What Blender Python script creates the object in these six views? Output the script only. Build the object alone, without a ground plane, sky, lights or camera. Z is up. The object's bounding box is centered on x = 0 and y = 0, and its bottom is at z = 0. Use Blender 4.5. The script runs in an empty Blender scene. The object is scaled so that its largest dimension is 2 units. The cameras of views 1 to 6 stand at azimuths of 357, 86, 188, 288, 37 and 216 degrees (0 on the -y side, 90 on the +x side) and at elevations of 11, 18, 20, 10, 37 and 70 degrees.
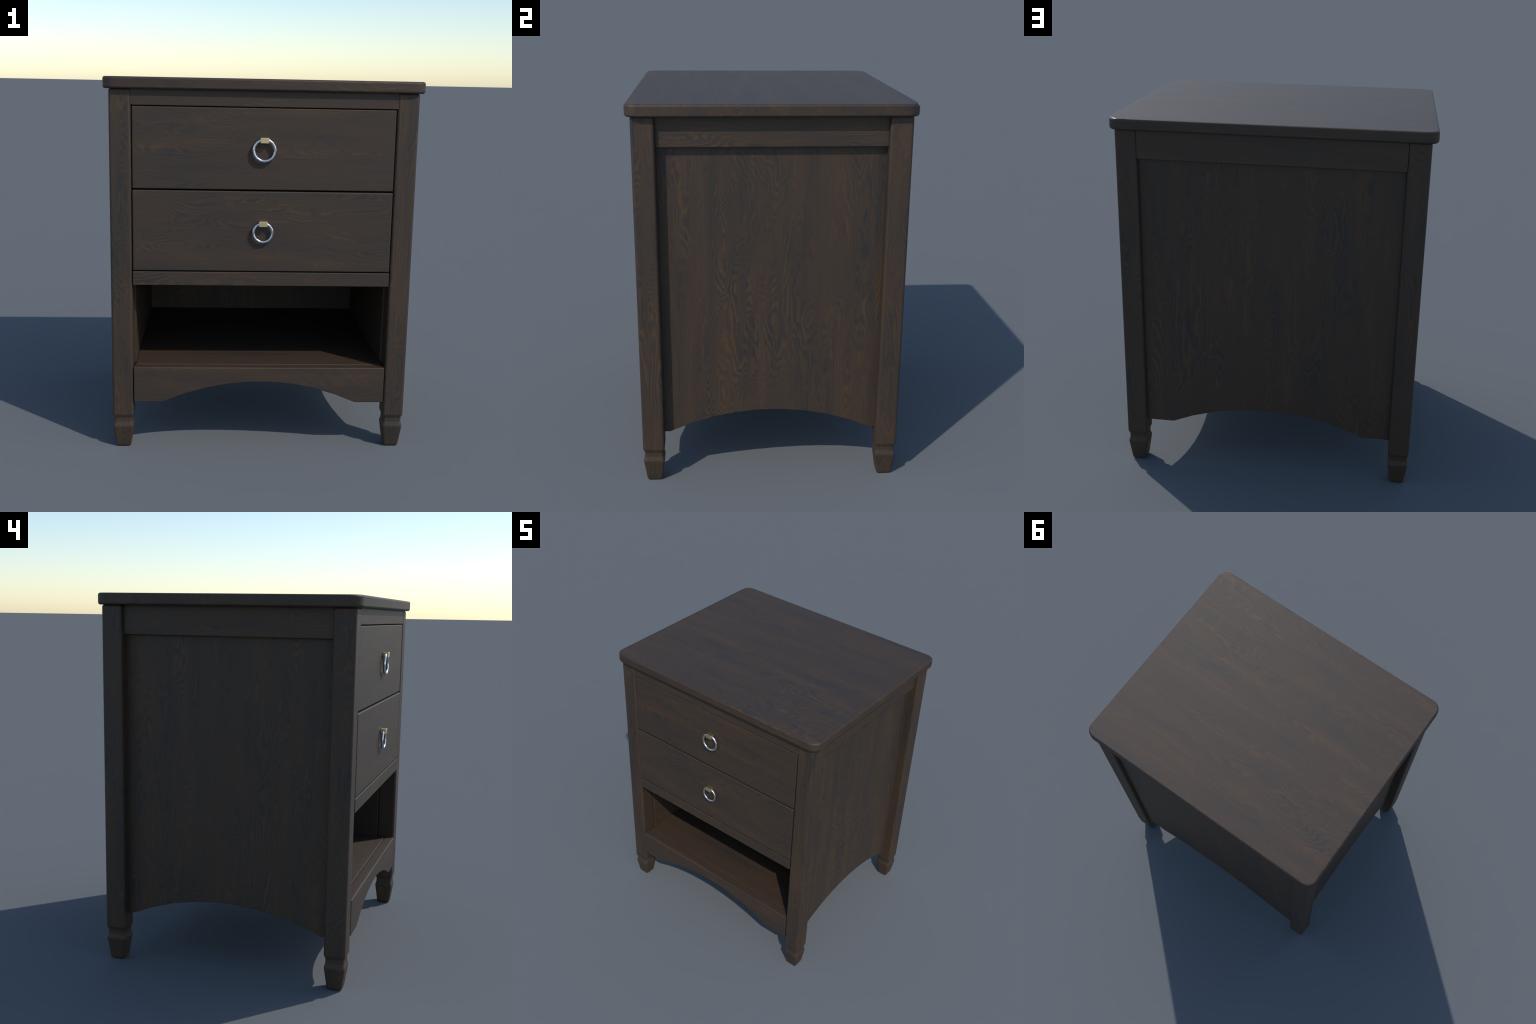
"""Dark stained wooden nightstand: two drawers with ring pulls, an open shelf bay,
arched aprons and square legs with turned-style feet."""
import bpy, bmesh, math
from mathutils import Vector

# ------------------------------------------------------------------ dimensions
YC = 0.0040                       # body centre; the ring pulls stick out in front
TOP_HX, TOP_HY = 0.8310, 0.7010   # tabletop half sizes
TOP_Z0, TOP_Z1 = 1.9390, 2.0
LEG_HALF = 0.0570
LEG_X = 0.8000 - LEG_HALF
LEG_Y = 0.6745 - LEG_HALF         # half distance of leg axes (about YC)
INNER_X = LEG_X - LEG_HALF        # inner faces of the legs
INNER_Y = LEG_Y - LEG_HALF
FRONT = YC - 0.6745               # front face of the legs
ARCH_LOW, ARCH_RISE = 0.262, 0.1165

# ------------------------------------------------------------------ node helpers
class Nodes:
    def __init__(self, name):
        self.mat = bpy.data.materials.new(name)
        self.mat.use_nodes = True
        self.t = self.mat.node_tree
        self.t.nodes.clear()

    def add(self, kind, **props):
        n = self.t.nodes.new(kind)
        for k, v in props.items():
            setattr(n, k, v)
        return n

    def link(self, a, b):
        self.t.links.new(a, b)

    def put(self, sock, v):
        if hasattr(v, "is_linked"):
            self.link(v, sock)
        else:
            sock.default_value = v

    def math(self, op, a, b=0.0, c=None):
        n = self.add("ShaderNodeMath", operation=op)
        self.put(n.inputs[0], a)
        self.put(n.inputs[1], b)
        if c is not None:
            self.put(n.inputs[2], c)
        return n.outputs[0]

    def vmath(self, op, a, b):
        n = self.add("ShaderNodeVectorMath", operation=op)
        self.put(n.inputs[0], a)
        self.put(n.inputs[1], b)
        return n.outputs[0]

    def noise(self, vec, scale, detail=2.0, rough=0.5, dist=0.0):
        n = self.add("ShaderNodeTexNoise", noise_dimensions="3D")
        self.put(n.inputs["Vector"], vec)
        n.inputs["Scale"].default_value = scale
        n.inputs["Detail"].default_value = detail
        n.inputs["Roughness"].default_value = rough
        n.inputs["Distortion"].default_value = dist
        return n

    def remap(self, v, a, b, c=0.0, d=1.0, smooth=False):
        n = self.add("ShaderNodeMapRange", interpolation_type="SMOOTHSTEP" if smooth else "LINEAR")
        self.put(n.inputs["Value"], v)
        for k, x in zip(("From Min", "From Max", "To Min", "To Max"), (a, b, c, d)):
            n.inputs[k].default_value = x
        return n.outputs["Result"]

    def mix(self, fac, a, b, mode="MIX"):
        n = self.add("ShaderNodeMix", data_type="RGBA", blend_type=mode)
        self.put(n.inputs["Factor"], fac)
        self.put(n.inputs[6], a)
        self.put(n.inputs[7], b)
        return n.outputs[2]

    def ramp(self, fac, stops):
        n = self.add("ShaderNodeValToRGB")
        e = n.color_ramp.elements
        while len(e) < len(stops):
            e.new(0.5)
        for el, (p, col) in zip(e, stops):
            el.position, el.color = p, (*col, 1.0)
        self.put(n.inputs[0], fac)
        return n.outputs[0]


SLATE = (0.0235, 0.0200, 0.0178)
BROWN = (0.0455, 0.0270, 0.0160)
UMBER = (0.0690, 0.0375, 0.0155)
ROUGH = 0.60


def wood(name, axis, offset=(0, 0, 0), figure=1.0, straight=7.0, calm=0.36, glint_gloss=None):
    """Stained oak: contour lines of a noise stretched along the grain give cathedral
    figure and knots, with fine pore streaks over them. axis = direction of the grain."""
    w = Nodes(name)
    tex = w.add("ShaderNodeTexCoord")
    info = w.add("ShaderNodeObjectInfo")
    p = w.vmath("ADD", tex.outputs["Object"], offset)
    shift = w.add("ShaderNodeCombineXYZ")
    for i, k in enumerate((3.7, 5.3, 7.1)):
        w.put(shift.inputs[i], w.math("MULTIPLY", info.outputs["Random"], k))
    p = w.vmath("ADD", p, shift.outputs[0])
    def stretched(amount):
        return w.vmath("MULTIPLY", p, [amount if a == axis else 1.0 for a in "xyz"])

    sep = w.add("ShaderNodeSeparateXYZ")
    w.put(sep.inputs[0], p)
    others = [sep.outputs["xyz".index(a)] for a in "xyz" if a != axis]
    across = w.math("MULTIPLY_ADD", others[0], straight, w.math("MULTIPLY", others[1], straight * 0.83))
    # growth rings: straight lines, bent into cathedrals and knots where the zone noise is high
    zone = w.remap(w.noise(stretched(0.26), 4.2, 2.5, 0.55).outputs["Fac"], calm, calm + 0.25, 0.0, 1.0)
    field = w.noise(stretched(0.21), 5.0, 2.2, 0.42, 0.35).outputs["Fac"]
    wob = w.noise(stretched(0.40), 36.0, 4.0, 0.62).outputs["Fac"]
    swell = w.math("MULTIPLY", field, w.math("MULTIPLY_ADD", zone, 13.0 * figure, 4.5))
    drift = w.noise(stretched(0.15), 2.6, 1.0, 0.4).outputs["Fac"]
    swell = w.math("MULTIPLY_ADD", drift, 8.0, swell)
    rings = w.math("ADD", w.math("ADD", swell, across), w.math("MULTIPLY", wob, 1.7))
    wave = w.math("SINE", w.math("MULTIPLY", rings, 2 * math.pi))
    fainter = w.remap(w.noise(stretched(0.10), 30.0, 2.0, 0.6).outputs["Fac"], 0.36, 0.62, 0.18, 1.10)

    strength = w.math("MULTIPLY", w.math("MULTIPLY_ADD", zone, 0.31 * figure, 0.13), fainter)
    streak = w.noise(stretched(0.035), 95.0, 3.0, 0.65).outputs["Fac"]
    pores = w.noise(stretched(0.030), 240.0, 2.0, 0.5).outputs["Fac"]
    blotch = w.noise(stretched(0.12), 12.0, 3.5, 0.6).outputs["Fac"]
    tone = w.math("MULTIPLY", wave, strength)
    tone = w.math("ADD", tone, w.math("MULTIPLY", w.math("SUBTRACT", streak, 0.5), 0.75))
    tone = w.math("ADD", tone, w.math("MULTIPLY", w.math("SUBTRACT", pores, 0.5), 0.45))
    tone = w.math("ADD", tone, w.math("MULTIPLY", w.math("SUBTRACT", blotch, 0.5), 1.45))
    tone = w.math("ADD", tone, 0.48)
    col = w.ramp(tone, ((0.06, SLATE), (0.44, BROWN), (0.60, BROWN), (0.98, UMBER)))

    bsdf = w.add("ShaderNodeBsdfPrincipled")
    w.put(bsdf.inputs["Base Color"], col)
    rough = w.remap(streak, 0.3, 0.7, ROUGH - 0.02, ROUGH + 0.03)
    if glint_gloss:                                   # roughness lowered locally to put a sun glint on the corner
        spot, reach = glint_gloss
        sepo = w.add("ShaderNodeSeparateXYZ")
        w.link(tex.outputs["Object"], sepo.inputs[0])
        dist = w.add("ShaderNodeVectorMath", operation="DISTANCE")
        w.link(tex.outputs["Object"], dist.inputs[0])
        dist.inputs[1].default_value = spot
        rough = w.math("MINIMUM", rough, w.remap(dist.outputs["Value"], reach * 0.85, reach, 0.28, 0.7))
        flat = w.math("GREATER_THAN", sepo.outputs[2], 1.9990)   # only the rounded edge
        side = w.math("LESS_THAN", sepo.outputs[2], 1.9880)
        rough = w.math("MAXIMUM", rough, w.math("MULTIPLY", w.math("MAXIMUM", flat, side), ROUGH))
    w.put(bsdf.inputs["Roughness"], rough)
    bump = w.add("ShaderNodeBump")
    bump.inputs["Strength"].default_value = 0.02
    bump.inputs["Distance"].default_value = 0.002
    w.put(bump.inputs["Height"], tone)
    w.put(bsdf.inputs["Normal"], bump.outputs[0])
    out = w.add("ShaderNodeOutputMaterial")
    w.link(bsdf.outputs[0], out.inputs[0])
    return w.mat


def metal(name, colour, rough, spot):
    m = Nodes(name)
    tex = m.add("ShaderNodeTexCoord")
    n = m.noise(tex.outputs["Object"], 60.0, 3.0, 0.55).outputs["Fac"]
    bsdf = m.add("ShaderNodeBsdfPrincipled")
    bsdf.inputs["Metallic"].default_value = 1.0
    m.put(bsdf.inputs["Base Color"], m.mix(m.remap(n, 0.35, 0.65), (*colour, 1), (*[c * spot for c in colour], 1)))
    m.put(bsdf.inputs["Roughness"], m.remap(n, 0.3, 0.7, rough, rough + 0.05))
    out = m.add("ShaderNodeOutputMaterial")
    m.link(bsdf.outputs[0], out.inputs[0])
    return m.mat


# ------------------------------------------------------------------ mesh helpers
ROOT = bpy.data.objects.new("nightstand", None)
bpy.context.scene.collection.objects.link(ROOT)
ROOT.empty_display_size = 0.2
ROOT["label"] = "dark stained wooden nightstand with two drawers, open shelf and ring pulls"
ROOT["category"] = "nightstand"


def finish(name, mesh, mat, parent=ROOT, bevel=0.0, segments=3, angle=32.0, loc=(0, 0, 0)):
    mesh.materials.clear()
    mesh.materials.append(mat)
    for f in mesh.polygons:
        f.use_smooth = True
    o = bpy.data.objects.new(name, mesh)
    bpy.context.scene.collection.objects.link(o)
    o.location = Vector(loc) - Vector(parent.location)
    o.parent = parent
    if bevel:
        b = o.modifiers.new("rounded_edges", "BEVEL")
        b.width, b.segments, b.limit_method = bevel, segments, "ANGLE"
        b.angle_limit = math.radians(angle)
        b.harden_normals = True
    return o


def prism(name, outline, normal, lo, hi, mat, **kw):
    """Extrude a 2D outline along an axis. The outline lies in the two other axes, in order."""
    i = "xyz".index(normal)
    centre = [0.0, 0.0, 0.0]
    bm = bmesh.new()

    def place(p, h):
        v = list(p)
        v.insert(i, h)
        return v
    a = [bm.verts.new(place(p, lo)) for p in outline]
    b = [bm.verts.new(place(p, hi)) for p in outline]
    n = len(outline)
    bm.faces.new(a)
    bm.faces.new(b)
    for k in range(n):
        bm.faces.new((a[k], a[(k + 1) % n], b[(k + 1) % n], b[k]))
    bmesh.ops.recalc_face_normals(bm, faces=bm.faces)
    me = bpy.data.meshes.new(name)
    bm.to_mesh(me)
    bm.free()
    return finish(name, me, mat, **kw)


def board(name, lo, hi, mat, **kw):
    return prism(name, [(lo[0], lo[1]), (hi[0], lo[1]), (hi[0], hi[1]), (lo[0], hi[1])], "z", lo[2], hi[2], mat, **kw)


def arch(centre, half, low, rise, pieces=9):
    """Points of a shallow circular arch from +half to -half."""
    radius = (half * half + rise * rise) / (2 * rise)
    swing = math.asin(half / radius)
    pts = []
    for k in range(pieces + 1):
        a = swing - 2 * swing * k / pieces
        pts.append((centre + radius * math.sin(a), low + rise - radius * (1 - math.cos(a))))
    return pts


def arched(half_width, centre, top, arch_half):
    """Board outline with flat feet at both ends of its lower edge and an arch between."""
    return ([(centre - half_width, ARCH_LOW), (centre - half_width, top), (centre + half_width, top),
             (centre + half_width, ARCH_LOW)] + arch(centre, arch_half, ARCH_LOW, ARCH_RISE))


def rounded_rect(hx, hy, r, cy=0.0, steps=8):
    pts = []
    for sx, sy, start in ((1, 1, 0), (-1, 1, 90), (-1, -1, 180), (1, -1, 270)):
        for k in range(steps + 1):
            a = math.radians(start + 90 * k / steps)
            pts.append((sx * (hx - r) + r * math.cos(a), cy + sy * (hy - r) + r * math.sin(a)))
    return pts


# ------------------------------------------------------------------ materials
wood_top = wood("stained_wood_top", "x", (0.3, 1.1, 0.2), 0.90, 38.0, 0.42, ((0.766, 0.712, 1.990), 0.050))
wood_front = wood("stained_wood_front", "x", (4.1, 0.7, 2.3), 0.95, 62.0, 0.42)
wood_shelf = wood("stained_wood_shelf", "x", (8.2, 3.3, 0.9), 0.60, 60.0, 0.46)
wood_depth = wood("stained_wood_rail", "y", (1.9, 3.2, 0.6), 1.10, 80.0, 0.36)
wood_tall = wood("stained_wood_panel", "z", (2.6, 0.4, 5.5), 1.25, 30.0, 0.37)
wood_leg = wood("stained_wood_leg", "z", (7.3, 2.2, 1.4), 1.15, 40.0, 0.34)
steel = metal("polished_steel", (0.72, 0.73, 0.75), 0.22, 0.92)
brass = metal("satin_brass", (0.84, 0.66, 0.37), 0.38, 0.92)

# ------------------------------------------------------------------ tabletop
prism("tabletop", rounded_rect(TOP_HX, TOP_HY, 0.062, YC), "z", TOP_Z0, TOP_Z1, wood_top,
      bevel=0.012, segments=4)

# ------------------------------------------------------------------ legs
FOOT = [(0.0, 0.0340), (0.003, 0.0377), (0.010, 0.0402), (0.020, 0.0417),
        (0.113, 0.0545), (0.119, 0.0555), (0.125, 0.0545),
        (0.142, 0.0497), (0.148, 0.0489), (0.166, 0.0489), (0.171, 0.0497),
        (0.185, 0.0560), (0.192, LEG_HALF), (0.60, LEG_HALF), (1.30, LEG_HALF), (1.929, LEG_HALF),
        (1.935, LEG_HALF - 0.002), (1.9385, LEG_HALF - 0.006), (1.9400, LEG_HALF - 0.011)]


def leg_mesh():
    bm = bmesh.new()
    rings = []
    for z, h in FOOT:
        rings.append([bm.verts.new((x, y, z)) for x, y in rounded_rect(h, h, 0.0140 * min(1.0, h / LEG_HALF), 0.0, 5)])
    n = len(rings[0])
    for a, b in zip(rings, rings[1:]):
        for k in range(n):
            bm.faces.new((a[k], a[(k + 1) % n], b[(k + 1) % n], b[k]))
    bm.faces.new(rings[0][::-1])
    bm.faces.new(rings[-1])
    bmesh.ops.recalc_face_normals(bm, faces=bm.faces)
    me = bpy.data.meshes.new("leg")
    bm.to_mesh(me)
    bm.free()
    return me


leg_shape = leg_mesh()
for sx in (-1, 1):
    for sy in (-1, 1):
        o = finish("leg", leg_shape, wood_leg, loc=(sx * LEG_X, YC + sy * LEG_Y, 0.0))
        m = o.modifiers.new("flat_faces", "WEIGHTED_NORMAL")
        m.mode, m.weight, m.keep_sharp = "FACE_AREA", 80, False

# ------------------------------------------------------------------ sides and back
PANEL_IN_X = 0.677
side_outline = arched(INNER_Y + 0.003, YC, 1.944, 0.5305)
for sx in (-1, 1):
    a, b = sorted((sx * PANEL_IN_X, sx * 0.7385))
    prism("side_panel", side_outline, "x", a, b, wood_tall, bevel=0.004)
    a, b = sorted((sx * 0.7415, sx * 0.772))
    board("side_rail", (a, YC - INNER_Y - 0.002, 1.788), (b, YC + INNER_Y + 0.002, 1.9450), wood_depth, bevel=0.005)
BACK_OUT = 0.650
prism("back_panel", arched(INNER_X + 0.002, 0.0, 1.944, 0.535), "y", BACK_OUT - 0.056, BACK_OUT, wood_tall, bevel=0.004)
board("back_rail", (-INNER_X - 0.002, 0.6515, 1.7885), (INNER_X + 0.002, 0.6770, 1.9450), wood_front, bevel=0.005)

# ------------------------------------------------------------------ front frame
board("top_rail", (-INNER_X - 0.0055, FRONT + 0.0015, 1.8575), (INNER_X + 0.0055, FRONT + 0.055, 1.9450), wood_front, bevel=0.004)
board("lower_rail", (-0.6835, FRONT - 0.0015, 0.9172), (0.6835, FRONT + 0.058, 0.9915), wood_front, bevel=0.004)
prism("apron", arched(0.6835, 0.0, 0.4600, 0.526), "y", FRONT - 0.001, FRONT + 0.056, wood_front, bevel=0.005)
board("shelf", (-PANEL_IN_X + 0.0005, FRONT + 0.0575, 0.425), (PANEL_IN_X - 0.0005, BACK_OUT - 0.0565, 0.4615), wood_shelf, bevel=0.004)
board("dust_panel", (-PANEL_IN_X + 0.0005, FRONT + 0.059, 0.945), (PANEL_IN_X - 0.0005, BACK_OUT - 0.0565, 0.975), wood_shelf, bevel=0.002)

# ------------------------------------------------------------------ drawers with ring pulls


def ring_mesh(radius, tube, around=16, cross=10):
    bm = bmesh.new()
    rows = []
    for i in range(around):
        a = 2 * math.pi * i / around
        rows.append([bm.verts.new(((radius + tube * math.cos(t)) * math.sin(a), tube * math.sin(t),
                                   (radius + tube * math.cos(t)) * math.cos(a)))
                     for t in (2 * math.pi * j / cross for j in range(cross))])
    for i in range(around):
        r0, r1 = rows[i], rows[(i + 1) % around]
        for j in range(cross):
            bm.faces.new((r0[j], r0[(j + 1) % cross], r1[(j + 1) % cross], r1[j]))
    bmesh.ops.recalc_face_normals(bm, faces=bm.faces)
    me = bpy.data.meshes.new("handle_ring")
    bm.to_mesh(me)
    bm.free()
    return me


for face, z0, z1, mount_z, mount_y, ring_y, ring_z, ring_r, tube in (
        (FRONT + 0.0035, 1.4305, 1.8535, 1.6890, -0.7003, -0.6850, 1.6385, 0.0561, 0.0084),
        (FRONT - 0.0005, 0.9965, 1.4235, 1.2550, -0.7047, -0.6895, 1.2088, 0.0504, 0.0077)):
    d = board("drawer", (-0.6825, face, z0), (0.6825, face + 0.045, z1), wood_front, bevel=0.006)
    board("drawer_box", (-0.655, face + 0.046, z0 + 0.03), (0.655, 0.56, z1 - 0.06), wood_front, parent=d, bevel=0.004)
    board("handle_mount", (-0.0222, mount_y, mount_z - 0.0142), (0.0226, face - 0.002, mount_z + 0.0142), brass,
          parent=d, bevel=0.0025)
    board("handle_stem", (-0.0165, face - 0.0022, mount_z - 0.0090), (0.0165, face + 0.010, mount_z + 0.0090), brass,
          parent=d, bevel=0.001)
    finish("handle_ring", ring_mesh(ring_r, tube), steel, parent=d, loc=(0.0004, ring_y, ring_z))
